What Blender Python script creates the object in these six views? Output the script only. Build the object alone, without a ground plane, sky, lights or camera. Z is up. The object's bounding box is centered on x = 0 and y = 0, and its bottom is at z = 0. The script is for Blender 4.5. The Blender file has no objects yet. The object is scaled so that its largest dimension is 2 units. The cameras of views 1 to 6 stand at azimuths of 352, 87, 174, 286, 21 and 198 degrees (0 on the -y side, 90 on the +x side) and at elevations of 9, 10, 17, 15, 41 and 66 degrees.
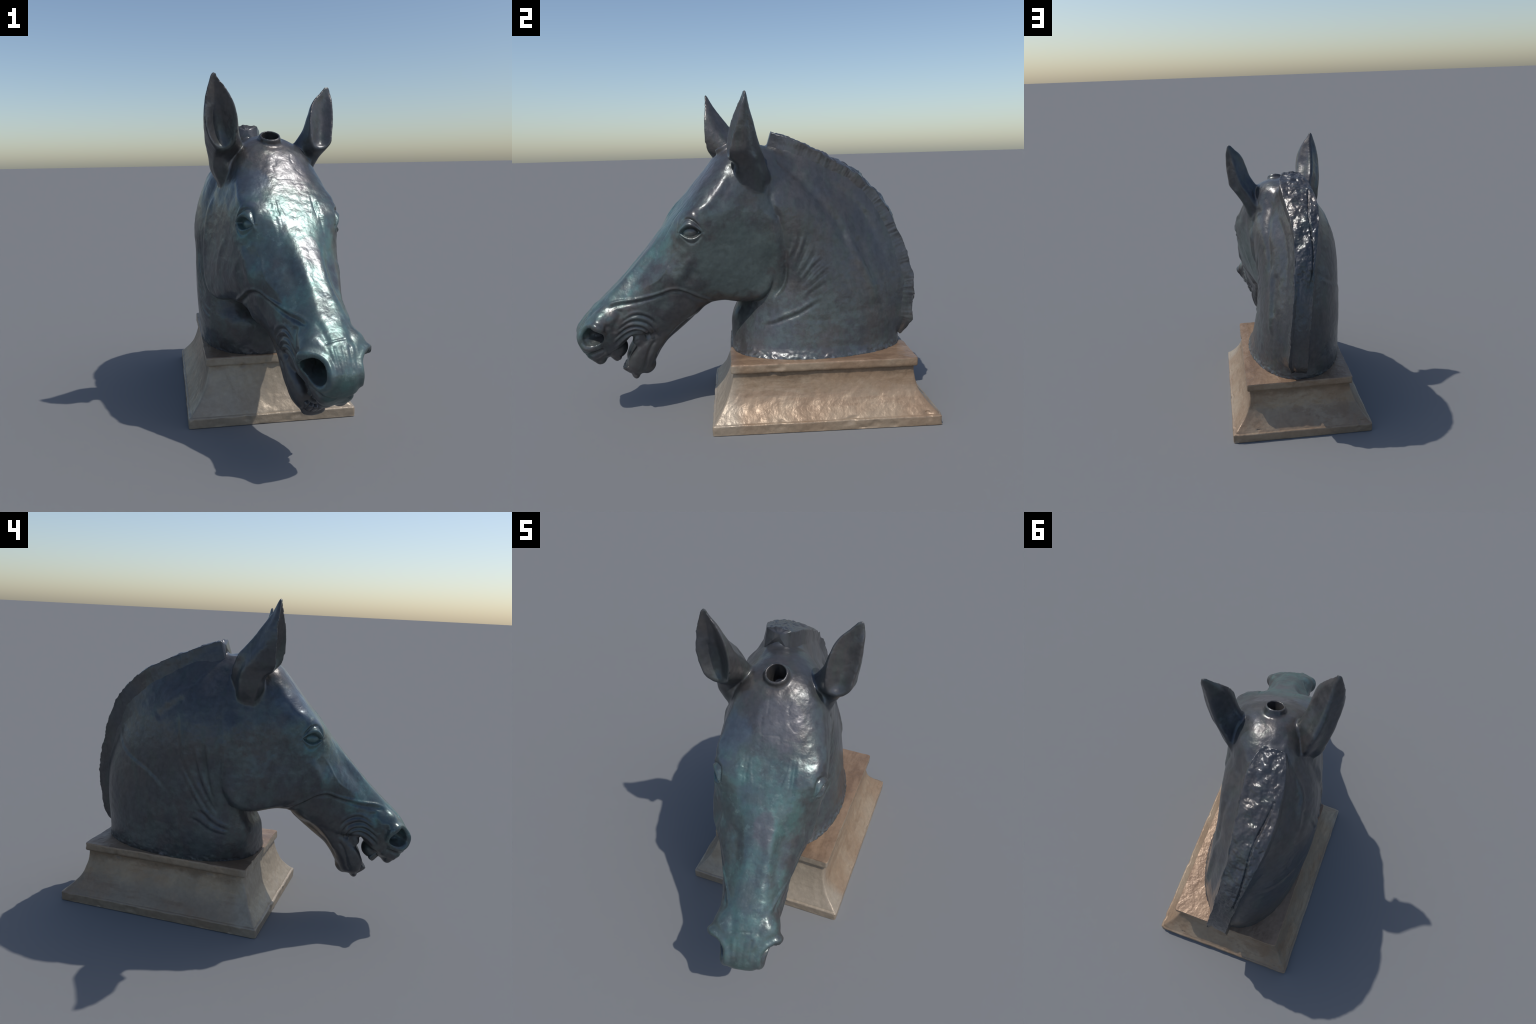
# Antique bronze horse head on a moulded marble pedestal.
import bpy, bmesh, math
import numpy as np
from mathutils import Vector, Matrix, noise
from mathutils.bvhtree import BVHTree

RNG = np.random.default_rng(7)

# ------------------------------------------------------------------ head frame
H0 = np.array([.079, -.37, 1.086])                      # between the eyes
HL = np.array([.97, .22, -.05]); HL /= np.linalg.norm(HL)   # lateral (towards +x)
HD = np.array([.12050511, -.69288727, -.71090488])      # along the face to the muzzle
HU = np.array([.19183157, -.6863724, .70149382])        # out of the face


def hw(d, u, l):
    return H0 + d * HD + u * HU + l * HL


def to_head(P):
    q = P - H0
    return q @ HD, q @ HU, q @ HL


# ------------------------------------------------------------------ curve tools
def hermite(ts, vals, t):
    """Smooth interpolation of vals (n,k) given at increasing ts, at parameters t."""
    ts = np.asarray(ts, float); vals = np.asarray(vals, float)
    if vals.ndim == 1:
        vals = vals[:, None]; flat = True
    else:
        flat = False
    dv = np.diff(vals, axis=0) / np.diff(ts)[:, None]
    m = np.zeros_like(vals)
    h = np.diff(ts)
    if len(ts) > 2:
        w0 = h[1:, None]; w1 = h[:-1, None]
        m[1:-1] = (dv[:-1] * w0 + dv[1:] * w1) / (w0 + w1)
    m[0] = dv[0]; m[-1] = dv[-1]
    t = np.clip(np.asarray(t, float), ts[0], ts[-1])
    i = np.clip(np.searchsorted(ts, t, side='right') - 1, 0, len(ts) - 2)
    s = ((t - ts[i]) / h[i])[:, None]
    hh = h[i][:, None]
    out = ((2*s**3 - 3*s**2 + 1) * vals[i] + (s**3 - 2*s**2 + s) * hh * m[i]
           + (-2*s**3 + 3*s**2) * vals[i+1] + (s**3 - s**2) * hh * m[i+1])
    return out[:, 0] if flat else out


def closed_curve(pts, per=8):
    """Closed Catmull-Rom through pts, per samples for each span."""
    p = np.asarray(pts, float); n = len(p)
    out = []
    for i in range(n):
        a, b, c, d = p[i-1], p[i], p[(i+1) % n], p[(i+2) % n]
        for k in range(per):
            t = k / per
            out.append(.5*((2*b) + (c-a)*t + (2*a-5*b+4*c-d)*t*t + (-a+3*b-3*c+d)*t**3))
    return np.array(out)


def mesh_object(name, verts, faces):
    me = bpy.data.meshes.new(name)
    me.from_pydata([tuple(v) for v in verts], [], faces)
    me.update()
    ob = bpy.data.objects.new(name, me)
    bpy.context.scene.collection.objects.link(ob)
    return ob


def tidy_normals(ob):
    bm = bmesh.new(); bm.from_mesh(ob.data)
    bmesh.ops.recalc_face_normals(bm, faces=bm.faces)
    bm.to_mesh(ob.data); bm.free()
    return ob


def loft(name, rings):
    """Closed solid through rings (m, n, 3), capped at both ends."""
    rings = np.asarray(rings); m, n, _ = rings.shape
    verts = list(rings.reshape(-1, 3))
    faces = []
    for i in range(m-1):
        for j in range(n):
            k = (j+1) % n
            faces.append((i*n+j, i*n+k, (i+1)*n+k, (i+1)*n+j))
    a = len(verts); verts.append(rings[0].mean(0))
    b = len(verts); verts.append(rings[-1].mean(0))
    for j in range(n):
        k = (j+1) % n
        faces.append((a, k, j)); faces.append((b, (m-1)*n+j, (m-1)*n+k))
    return tidy_normals(mesh_object(name, verts, faces))


def remove(ob):
    me = ob.data
    bpy.data.objects.remove(ob)
    if me and me.users == 0:
        bpy.data.meshes.remove(me)


def join_meshes(name, obs):
    vs, fs, off = [], [], 0
    for o in obs:
        off = len(vs)
        vs += [tuple(v.co) for v in o.data.vertices]
        fs += [tuple(off+i for i in p.vertices) for p in o.data.polygons]
        off = len(vs)
    return mesh_object(name, vs, fs)


# ------------------------------------------------------------------ neck
# z, y_front, y_back, x_front, x_back, half width right, half width left, place of widest right, left,
# fullness powers: front right, front left, back right, back left
NECK = [
    (.335, -.120, .865, .00, .000, .305, .333, .44, .44, .95, .92, 1.03, .85),
    (.38,  -.122, .866, -.006, .000, .285, .340, .45, .43, 1.1, .90, 1.08, .82),
    (.45,  -.125, .868, -.012, .000, .270, .345, .46, .40, 1.3, .87, 1.08, .80),
    (.53,  -.118, .875, -.015, -.005, .258, .348, .46, .37, 1.6, .82, 1.0, .81),
    (.60,  -.085, .880, -.015, -.010, .248, .350, .45, .35, 1.75, .74, 1.05, .83),
    (.70,  -.060, .880, -.012, -.015, .235, .351, .44, .34, 1.85, .66, 1.13, .88),
    (.80,  -.050, .870, -.006, -.025, .226, .352, .42, .32, 1.75, .60, 1.27, .97),
    (.90,  -.045, .840, .00, -.040, .222, .350, .39, .31, 1.5, .60, 1.4, 1.1),
    (1.0,  -.045, .800, .00, -.055, .227, .347, .35, .30, 1.0, .65, 1.45, 1.2),
    (1.1,  -.045, .745, .00, -.070, .236, .330, .32, .31, .80, .80, 1.55, 1.3),
    (1.2,  -.050, .680, .00, -.090, .236, .298, .31, .32, .75, .9, 1.48, 1.3),
    (1.28, -.065, .600, .00, -.105, .218, .257, .32, .34, .75, .95, 1.58, 1.3),
    (1.35, -.080, .510, -.01, -.110, .188, .200, .35, .36, .8, .9, 1.5, 1.2),
    (1.42, -.090, .370, -.02, -.100, .145, .142, .39, .40, .85, .85, 1.3, 1.1),
    (1.47, -.090, .260, -.03, -.085, .120, .100, .45, .45, .8, .8, .9, .9),
    (1.51, -.060, .150, -.03, -.060, .070, .060, .50, .50, .8, .8, .8, .8),
]


def build_neck():
    tab = np.array(NECK)
    zs = np.concatenate([np.linspace(.335, 1.45, 70), np.linspace(1.46, 1.51, 5)])
    par = hermite(tab[:, 0], tab[:, 1:], zs)
    n = 96
    rings = []
    for z, (yf, yb, xf, xb, wr, wl, pkr, pkl, pfr, pfl, pbr, pbl) in zip(zs, par):
        th = np.linspace(0, 2*np.pi, n, endpoint=False)
        t = (1-np.cos(th))/2
        s = np.sin(th); right = s > 0
        g = np.log(np.where(right, pkr, pkl))/math.log(.5)      # skew so that the widest place sits there
        y = yf+(yb-yf)*t**g
        c = xf+(xb-xf)*t**g
        pf = np.where(right, pfr, pfl); pb = np.where(right, pbr, pbl)
        pw = pf+(pb-pf)*np.clip((t-.4)*5, 0, 1)
        x = c+np.sign(s)*np.abs(s)**pw*np.where(right, wr, wl)
        rings.append(np.stack([x, y, np.full(n, z)], 1))
    return loft('neck_form', rings)


# ------------------------------------------------------------------ crest of the neck, under the mane
# y, z of the clipped crest, centre x, half width, height of the wall
MANE = [
    (.136, 1.584, -.068, .062, .075),
    (.19, 1.567, -.075, .080, .085),
    (.28, 1.532, -.083, .093, .085),
    (.372, 1.489, -.092, .098, .085),
    (.485, 1.432, -.102, .096, .085),
    (.598, 1.369, -.103, .086, .085),
    (.694, 1.288, -.097, .070, .085),
    (.768, 1.209, -.083, .062, .085),
    (.824, 1.111, -.064, .060, .08),
    (.877, .993, -.044, .060, .08),
    (.913, .893, -.028, .060, .075),
    (.941, .773, -.012, .060, .075),
    (.953, .693, -.002, .060, .075),
    (.942, .573, .008, .060, .075),
    (.933, .483, .014, .062, .07),
    (.905, .423, .010, .054, .05),
    (.870, .390, .008, .048, .04),
]


def mane_path(n):
    """Arc length, table values and outward normal (y, z) along the mane."""
    tab = np.array(MANE)
    seg = np.r_[0, np.cumsum(np.linalg.norm(np.diff(tab[:, :2], axis=0), axis=1))]
    ss = np.linspace(0, seg[-1], n)
    v = hermite(seg, tab, ss)
    dy = np.gradient(v[:, 0]); dz = np.gradient(v[:, 1])
    ln = np.hypot(dy, dz); ny, nz = -dz/ln, dy/ln
    out = np.sign(ny*(v[:, 0]-.2)+nz*(v[:, 1]-.7)); ny *= out; nz *= out   # away from the throat
    return ss, v, ny, nz


def right_spread(s, total):
    """The upper mane is wider to the right."""
    return .018*min(max(s/.15, 0), 1)*min(max((total*.62-s)/.25, 0), 1)


def build_crest():
    ss, v, ny, nz = mane_path(90)
    rings = []
    for i, s in enumerate(ss):
        y, z, cx, w, h = v[i]
        wr = w+right_spread(s, ss[-1]); k = min(1, h/.075)
        pts = [(0, -.034), (wr*.7, -.036), (wr-.003, -.046), (wr+.004, -.070), (wr+.020, -.100), (wr+.035, -.130),
               (0, -.16), (-w-.035, -.130), (-w-.020, -.100), (-w-.004, -.070), (-w+.003, -.046), (-w*.7, -.036)]
        f = .35+.65*min(1, s/.10)
        rings.append([(cx+a*f, y+b*k*ny[i], z+b*k*nz[i]) for a, b in pts])
    return loft('crest_form', np.array(rings))


# ------------------------------------------------------------------ head
# d, then seven (l, u) points of the half section from the crown line to the throat line
HEAD = [
    (-.66, [(0, -.07), (.05, -.08), (.09, -.10), (.12, -.16), (.12, -.24), (.08, -.30), (0, -.32)]),
    (-.60, [(0, .015), (.07, .005), (.13, -.05), (.16, -.14), (.16, -.25), (.11, -.33), (0, -.36)]),
    (-.50, [(0, .095), (.09, .085), (.16, .03), (.20, -.10), (.20, -.22), (.15, -.34), (0, -.40)]),
    (-.40, [(0, .122), (.10, .113), (.18, .07), (.232, -.05), (.244, -.20), (.222, -.33), (0, -.42)]),
    (-.30, [(0, .116), (.11, .105), (.20, .06), (.250, -.05), (.260, -.22), (.236, -.405), (0, -.43)]),
    (-.22, [(0, .108), (.12, .10), (.218, .06), (.262, -.03), (.262, -.24), (.236, -.485), (0, -.40)]),
    (-.13, [(0, .098), (.13, .092), (.225, .060), (.268, -.015), (.262, -.26), (.224, -.565), (0, -.40)]),
    (-.05, [(0, .090), (.13, .084), (.220, .048), (.265, -.03), (.266, -.28), (.220, -.585), (0, -.39)]),
    (.03,  [(0, .084), (.12, .076), (.205, .034), (.262, -.06), (.265, -.28), (.213, -.572), (0, -.38)]),
    (.10,  [(0, .077), (.10, .068), (.18, .024), (.25, -.08), (.258, -.26), (.205, -.515), (0, -.36)]),
    (.17,  [(0, .072), (.08, .064), (.155, .018), (.237, -.09), (.248, -.23), (.186, -.415), (0, -.35)]),
    (.24,  [(0, .067), (.065, .06), (.135, .014), (.22, -.08), (.228, -.20), (.170, -.365), (0, -.36)]),
    (.32,  [(0, .063), (.06, .057), (.12, .012), (.187, -.06), (.195, -.17), (.168, -.34), (0, -.39)]),
    (.40,  [(0, .058), (.055, .053), (.11, .012), (.163, -.05), (.172, -.15), (.142, -.315), (0, -.36)]),
    (.50,  [(0, .060), (.06, .055), (.11, .012), (.145, -.05), (.155, -.14), (.122, -.295), (0, -.34)]),
    (.56,  [(0, .063), (.065, .058), (.11, .018), (.138, -.04), (.148, -.13), (.125, -.24), (0, -.26)]),
    (.62,  [(0, .066), (.068, .060), (.115, .025), (.145, -.03), (.138, -.11), (.115, -.18), (0, -.185)]),
    (.70,  [(0, .069), (.06, .066), (.12, .040), (.162, -.01), (.130, -.11), (.10, -.175), (0, -.182)]),
    (.74,  [(0, .066), (.06, .063), (.115, .040), (.168, -.01), (.124, -.11), (.095, -.172), (0, -.180)]),
    (.785, [(0, .057), (.05, .054), (.095, .034), (.138, -.02), (.106, -.10), (.084, -.160), (0, -.186)]),
    (.82,  [(0, .048), (.052, .046), (.085, .027), (.112, -.03), (.094, -.098), (.078, -.152), (0, -.186)]),
    (.858, [(0, .024), (.046, .022), (.074, .003), (.092, -.04), (.084, -.094), (.070, -.144), (0, -.180)]),
    (.882, [(0, -.016), (.04, -.021), (.06, -.036), (.074, -.063), (.076, -.098), (.062, -.138), (0, -.162)]),
    (.897, [(0, -.065), (.03, -.068), (.05, -.075), (.058, -.09), (.056, -.108), (.042, -.125), (0, -.127)]),
]

JAW = [
    (.10,  [(0, -.28), (.09, -.27), (.13, -.29), (.14, -.32), (.125, -.35), (.075, -.365), (0, -.360)]),
    (.20,  [(0, -.26), (.10, -.25), (.145, -.28), (.152, -.31), (.135, -.345), (.080, -.375), (0, -.385)]),
    (.30,  [(0, -.25), (.10, -.25), (.145, -.28), (.150, -.305), (.130, -.334), (.075, -.375), (0, -.402)]),
    (.40,  [(0, -.25), (.09, -.25), (.130, -.275), (.135, -.305), (.115, -.330), (.068, -.366), (0, -.396)]),
    (.48,  [(0, -.25), (.085, -.245), (.120, -.27), (.126, -.30), (.110, -.326), (.065, -.360), (0, -.386)]),
    (.55,  [(0, -.235), (.08, -.235), (.116, -.26), (.122, -.295), (.108, -.325), (.065, -.354), (0, -.377)]),
    (.62,  [(0, -.240), (.078, -.237), (.114, -.258), (.119, -.30), (.108, -.338), (.068, -.366), (0, -.384)]),
    (.70,  [(0, -.258), (.072, -.244), (.108, -.262), (.113, -.306), (.102, -.350), (.068, -.386), (0, -.405)]),
    (.755, [(0, -.280), (.060, -.260), (.095, -.276), (.100, -.314), (.090, -.360), (.062, -.398), (0, -.417)]),
    (.79,  [(0, -.290), (.05, -.280), (.080, -.290), (.087, -.323), (.078, -.352), (.054, -.380), (0, -.394)]),
    (.812, [(0, -.310), (.035, -.310), (.060, -.318), (.070, -.340), (.062, -.358), (.042, -.374), (0, -.382)]),
]


def lean(u, d):
    """The cheeks hang to the left of the plane of the face; the muzzle does not."""
    f = np.clip((.42-d)/.30, 0, 1)
    g = np.clip((d-.55)/.20, 0, 1)
    return .115*np.minimum(u+.06, 0)*f*f*(3-2*f)-.004*(1-f)*np.clip((-u-.15)/.15, 0, 1)-.008*g*np.clip((u+.25)/.1, 0, 1)


def build_sections(name, table, count):
    ds = np.array([r[0] for r in table])
    half = np.array([np.array(r[1]).ravel() for r in table])
    dd = np.linspace(ds[0], ds[-1], count)
    val = hermite(ds, half, dd).reshape(count, 7, 2)
    rings = []
    for d, sec in zip(dd, val):
        mirror = sec[-2:0:-1] * np.array([-1, 1])
        ring = closed_curve(np.concatenate([sec, mirror]), 8)
        rings.append(np.array([hw(d, u, l+lean(u, d)) for l, u in ring]))
    return loft(name, rings)


# ------------------------------------------------------------------ ears
# z, inner rim, inner side, back, outer side, outer rim, bowl bottom
EAR_RIGHT = [
    (1.27, (.215, -.045), (.10, .01), (.16, .11), (.235, .06), (.25, -.01), (.24, -.04)),
    (1.36, (.232, -.072), (.105, .00), (.19, .115), (.272, .05), (.28, -.03), (.260, -.065)),
    (1.42, (.262, -.078), (.130, -.02), (.22, .095), (.315, .02), (.31, -.065), (.288, -.078)),
    (1.452, (.262, -.113), (.142, -.03), (.245, .082), (.338, .01), (.332, -.100), (.298, -.112)),
    (1.475, (.252, -.117), (.160, -.03), (.262, .074), (.358, -.01), (.350, -.106), (.300, -.090)),
    (1.535, (.244, -.116), (.203, -.04), (.29, .054), (.370, -.016), (.363, -.094), (.305, -.066)),
    (1.62, (.245, -.098), (.236, -.045), (.315, .032), (.377, -.022), (.376, -.066), (.316, -.046)),
    (1.70, (.266, -.068), (.272, -.03), (.335, .010), (.379, -.018), (.377, -.046), (.326, -.034)),
    (1.755, (.315, -.040), (.32, -.022), (.35, .000), (.372, -.008), (.374, -.022), (.348, -.024)),
    (1.786, (.344, -.024), (.346, -.018), (.355, -.008), (.364, -.013), (.365, -.022), (.355, -.018)),
]
EAR_LEFT = [
    (1.27, (-.200, -.125), (-.11, -.05), (-.16, .03), (-.245, -.02), (-.245, -.10), (-.225, -.12)),
    (1.36, (-.205, -.150), (-.10, -.06), (-.18, .045), (-.290, -.04), (-.276, -.13), (-.24, -.148)),
    (1.425, (-.205, -.165), (-.108, -.08), (-.205, .042), (-.300, -.06), (-.272, -.165), (-.235, -.17)),
    (1.455, (-.195, -.203), (-.105, -.085), (-.215, .036), (-.308, -.08), (-.270, -.21), (-.232, -.21)),
    (1.48, (-.180, -.228), (-.115, -.09), (-.22, .024), (-.315, -.10), (-.285, -.232), (-.232, -.195)),
    (1.53, (-.166, -.244), (-.138, -.12), (-.235, -.000), (-.320, -.130), (-.306, -.238), (-.237, -.180)),
    (1.60, (-.161, -.252), (-.160, -.17), (-.25, -.066), (-.325, -.180), (-.320, -.244), (-.245, -.182)),
    (1.68, (-.177, -.250), (-.183, -.20), (-.258, -.132), (-.318, -.200), (-.319, -.240), (-.250, -.208)),
    (1.76, (-.218, -.245), (-.226, -.218), (-.262, -.190), (-.298, -.220), (-.305, -.245), (-.262, -.224)),
    (1.800, (-.250, -.244), (-.253, -.228), (-.270, -.212), (-.289, -.226), (-.292, -.243), (-.271, -.234)),
    (1.826, (-.260, -.243), (-.262, -.235), (-.273, -.226), (-.283, -.234), (-.284, -.243), (-.273, -.238)),
]


def build_ear(name, table):
    zs = np.array([r[0] for r in table])
    pts = np.array([np.array(r[1:]).ravel() for r in table])
    zz = np.linspace(zs[0], zs[-1], 70)
    val = hermite(zs, pts, zz).reshape(len(zz), 6, 2)
    rings = []
    for z, (inn, ins, back, outs, out, bowl) in zip(zz, val):
        wid = out-inn
        inn = inn-.02*wid; out = out+.03*wid
        c1 = .62*bowl + .38*out + .12*(bowl-(inn+out)/2)
        c2 = .62*bowl + .38*inn + .12*(bowl-(inn+out)/2)
        lip = .011*min(1., np.linalg.norm(wid)/.06)             # thickness of the rolled rim
        def rim(p, side, c):
            a = side-p; a = a/max(np.linalg.norm(a), 1e-5); b = c-p; b = b/max(np.linalg.norm(b), 1e-5)
            return p+a*lip*.9, p, p+b*lip*.9
        i0, i1, i2 = rim(inn, ins, c2); o0, o1, o2 = rim(out, outs, c1)
        ring = closed_curve([i1, i0, ins, (ins+back)/2, back, (outs+back)/2, outs, o0, o1, o2, c1, bowl, c2, i2], 5)
        rings.append(np.column_stack([ring, np.full(len(ring), z)]))
    return loft(name, rings)


def tube(name, base, axis, prof, n=48):
    """Surface of revolution about axis; prof = (distance along axis, radius)."""
    a = np.array(axis, float); a /= np.linalg.norm(a)
    e = np.cross(a, [1, 0, 0]); e /= np.linalg.norm(e); f = np.cross(a, e)
    th = np.linspace(0, 2*np.pi, n, endpoint=False)
    rings = [np.array(base)+h*a+r*(np.cos(th)[:, None]*e+np.sin(th)[:, None]*f) for h, r in prof]
    return loft(name, rings)


def ellipsoid(name, centre, axes, n=40):
    """axes: three vectors (already scaled)."""
    c = np.array(centre); A = np.array(axes)
    rings = []
    for p in np.linspace(.04, np.pi-.04, n//2):
        th = np.linspace(0, 2*np.pi, n, endpoint=False)
        loc = np.stack([np.sin(p)*np.cos(th), np.sin(p)*np.sin(th), np.full(n, np.cos(p))], 1)
        rings.append(c + loc @ A)
    return loft(name, rings)


# ------------------------------------------------------------------ mesh plumbing
def evaluated_copy(ob, name):
    dg = bpy.context.evaluated_depsgraph_get()
    me = bpy.data.meshes.new_from_object(ob.evaluated_get(dg))
    new = bpy.data.objects.new(name, me)
    bpy.context.scene.collection.objects.link(new)
    return new


def voxel(ob, size, name):
    m = ob.modifiers.new('r', 'REMESH'); m.mode = 'VOXEL'; m.voxel_size = size
    new = evaluated_copy(ob, name)
    remove(ob)
    return new


def coords(me):
    a = np.empty(len(me.vertices)*3); me.vertices.foreach_get('co', a); return a.reshape(-1, 3)


def set_coords(me, a):
    me.vertices.foreach_set('co', a.ravel()); me.update()


def normals(me):
    a = np.empty(len(me.vertices)*3); me.vertex_normals.foreach_get('vector', a); return a.reshape(-1, 3)


def edges_of(me):
    e = np.empty(len(me.edges)*2, int); me.edges.foreach_get('vertices', e); return e.reshape(-1, 2)


def smooth(P, E, it, lam=.5, mask=None):
    deg = np.bincount(E.ravel(), minlength=len(P)).astype(float)[:, None]
    deg[deg == 0] = 1
    for _ in range(it):
        s = np.zeros_like(P)
        for k in range(3):
            s[:, k] = (np.bincount(E[:, 0], P[E[:, 1], k], len(P))
                       + np.bincount(E[:, 1], P[E[:, 0], k], len(P)))
        step = lam*(s/deg-P)
        P = P+(step if mask is None else step*mask)
    return P


def bvh(ob):
    return BVHTree.FromPolygons([v.co[:] for v in ob.data.vertices],
                                [p.vertices[:] for p in ob.data.polygons])


# ------------------------------------------------------------------ build body
neck_part, crest_part = build_neck(), build_crest()
neck_form = join_meshes('neck_form', [neck_part, crest_part])
remove(neck_part); remove(crest_part)
head_form = build_sections('head_form', HEAD, 130)
jaw_form = build_sections('jaw_form', JAW, 70)
ear_r = build_ear('ear_form', EAR_RIGHT)
ear_l = build_ear('ear_form', EAR_LEFT)
TUBE_AXIS = np.array([0.02, -.5, .87]); TUBE_TOP = np.array([.02, -.136, 1.524])
mouth_forms = [ellipsoid('g', hw(.765, -.188, -.003), [HD*.062, HL*.074, HU*.056]),     # upper gum
               ellipsoid('g', hw(.788, -.318, .003), [HD*.050, HL*.068, HU*.038])]      # lower gum
gum_form = join_meshes('gum_form', mouth_forms)
lip_forms = [ellipsoid('g', hw(.628, -.222, .088), [HD*.048, HL*.026, HU*.036]),        # folds in the corners of the mouth
             ellipsoid('g', hw(.628, -.222, -.082), [HD*.048, HL*.026, HU*.036]),
             ellipsoid('g', hw(.818, -.368, .003), [HD*.024, HL*.066, HU*.026]),        # rolled lower lip
             ellipsoid('g', hw(.735, -.392, .024), [HD*.050, HL*.036, HU*.034]),        # two lobes of the chin
             ellipsoid('g', hw(.735, -.392, -.020), [HD*.050, HL*.036, HU*.034]),
             ellipsoid('g', hw(.862, -.150, .030), [HD*.034, HL*.042, HU*.032]),        # two lobes of the upper lip
             ellipsoid('g', hw(.862, -.150, -.040), [HD*.034, HL*.042, HU*.032])]
lip_form = join_meshes('lip_form', lip_forms)
for o in mouth_forms+lip_forms:
    remove(o)
socket_form = tube('socket_form', TUBE_TOP, TUBE_AXIS, [(-.12, .075), (-.045, .066), (-.02, .058), (-.004, .058), (0, .054)])

forms = [('neck', neck_form), ('head', head_form), ('jaw', jaw_form), ('gum', gum_form), ('lip', lip_form), ('ear_r', ear_r), ('ear_l', ear_l), ('socket', socket_form)]
trees = {k: bvh(o) for k, o in forms}

body = join_meshes('body', [o for _, o in forms])
body = voxel(body, .006, 'body')
P = coords(body.data)
E_ = edges_of(body.data)
P = smooth(P, E_, 6)
# run the crest softly into the flanks of the neck
_, pv, _, _ = mane_path(120)
reach = np.full(len(P), 9.)
for y, z in pv[:, :2]:
    reach = np.minimum(reach, np.hypot(P[:, 1]-y, P[:, 2]-z))
blend = np.clip((reach-.050)/.02, 0, 1)*np.clip((.24-reach)/.05, 0, 1)*np.clip((P[:, 1]-.08)/.08, 0, 1)*np.clip((P[:, 2]-.42)/.06, 0, 1)
P = smooth(P, E_, 90, .5, blend[:, None])
set_coords(body.data, P)

# cavities
def nostril_frame(s):
    """Centre, outward normal and the long and short axes of a nostril (s: +1 right, -1 left)."""
    f = lambda v: v[0]*HD+v[1]*HU+v[2]*s*HL
    nn = f((.52, .33, .79)); nn /= np.linalg.norm(nn)
    t1 = f((.81, .07, -.57)); t1 -= nn*(t1@nn); t1 /= np.linalg.norm(t1)
    return hw(.787, -.012, .126*s), nn, t1, np.cross(nn, t1)


cutters = []
for s in (1, -1):
    c, nn, t1, t2 = nostril_frame(s)
    rings = []
    th = np.linspace(0, 2*np.pi, 40, endpoint=False)
    for h, r in [(.06, 1.12), (.02, 1.0), (-.015, .90), (-.05, .76), (-.09, .50), (-.12, .15)]:
        cc = c+h*nn-HD*max(0, -h)*.35
        rings.append(cc+r*(.076*np.cos(th)[:, None]*t1+.062*np.sin(th)[:, None]*t2))
    cutters.append(loft('cut', rings))
cutters.append(tube('cut', TUBE_TOP, TUBE_AXIS, [(-.13, .04), (-.02, .044), (.03, .045)]))
cut = join_meshes('cut', cutters)
for c in cutters:
    remove(c)
m = body.modifiers.new('b', 'BOOLEAN'); m.operation = 'DIFFERENCE'; m.object = cut; m.solver = 'MANIFOLD'
body2 = evaluated_copy(body, 'body'); remove(body); remove(cut)
body = voxel(body2, .0045, 'body')
P = coords(body.data)
P = smooth(P, edges_of(body.data), 3)
set_coords(body.data, P)
print('body verts', len(P))


# ------------------------------------------------------------------ sculpting
def seg_dist(X, Y, line):
    """Distance to a 2D polyline, signed by side (positive on the left of its direction), and arc fraction."""
    line = np.asarray(line, float)
    best = np.full(len(X), 1e9); sgn = np.zeros(len(X)); frac = np.zeros(len(X))
    L = np.r_[0, np.cumsum(np.linalg.norm(np.diff(line, axis=0), axis=1))]
    for i in range(len(line)-1):
        a, b = line[i], line[i+1]; ab = b-a; q = ab@ab
        t = np.clip(((X-a[0])*ab[0]+(Y-a[1])*ab[1])/q, 0, 1)
        dx = X-(a[0]+t*ab[0]); dy = Y-(a[1]+t*ab[1])
        dist = np.hypot(dx, dy); m = dist < best
        best[m] = dist[m]; sgn[m] = np.sign(ab[0]*dy-ab[1]*dx)[m]
        frac[m] = ((L[i]+t*(L[i+1]-L[i]))/L[-1])[m]
    return best, sgn, frac


def bell(x, w):
    return np.exp(-(x/w)**2)


def curve2(line, per=6):
    line = np.asarray(line, float)
    t = np.arange(len(line))
    return hermite(t, line, np.linspace(0, len(line)-1, per*(len(line)-1)+1))


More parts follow.
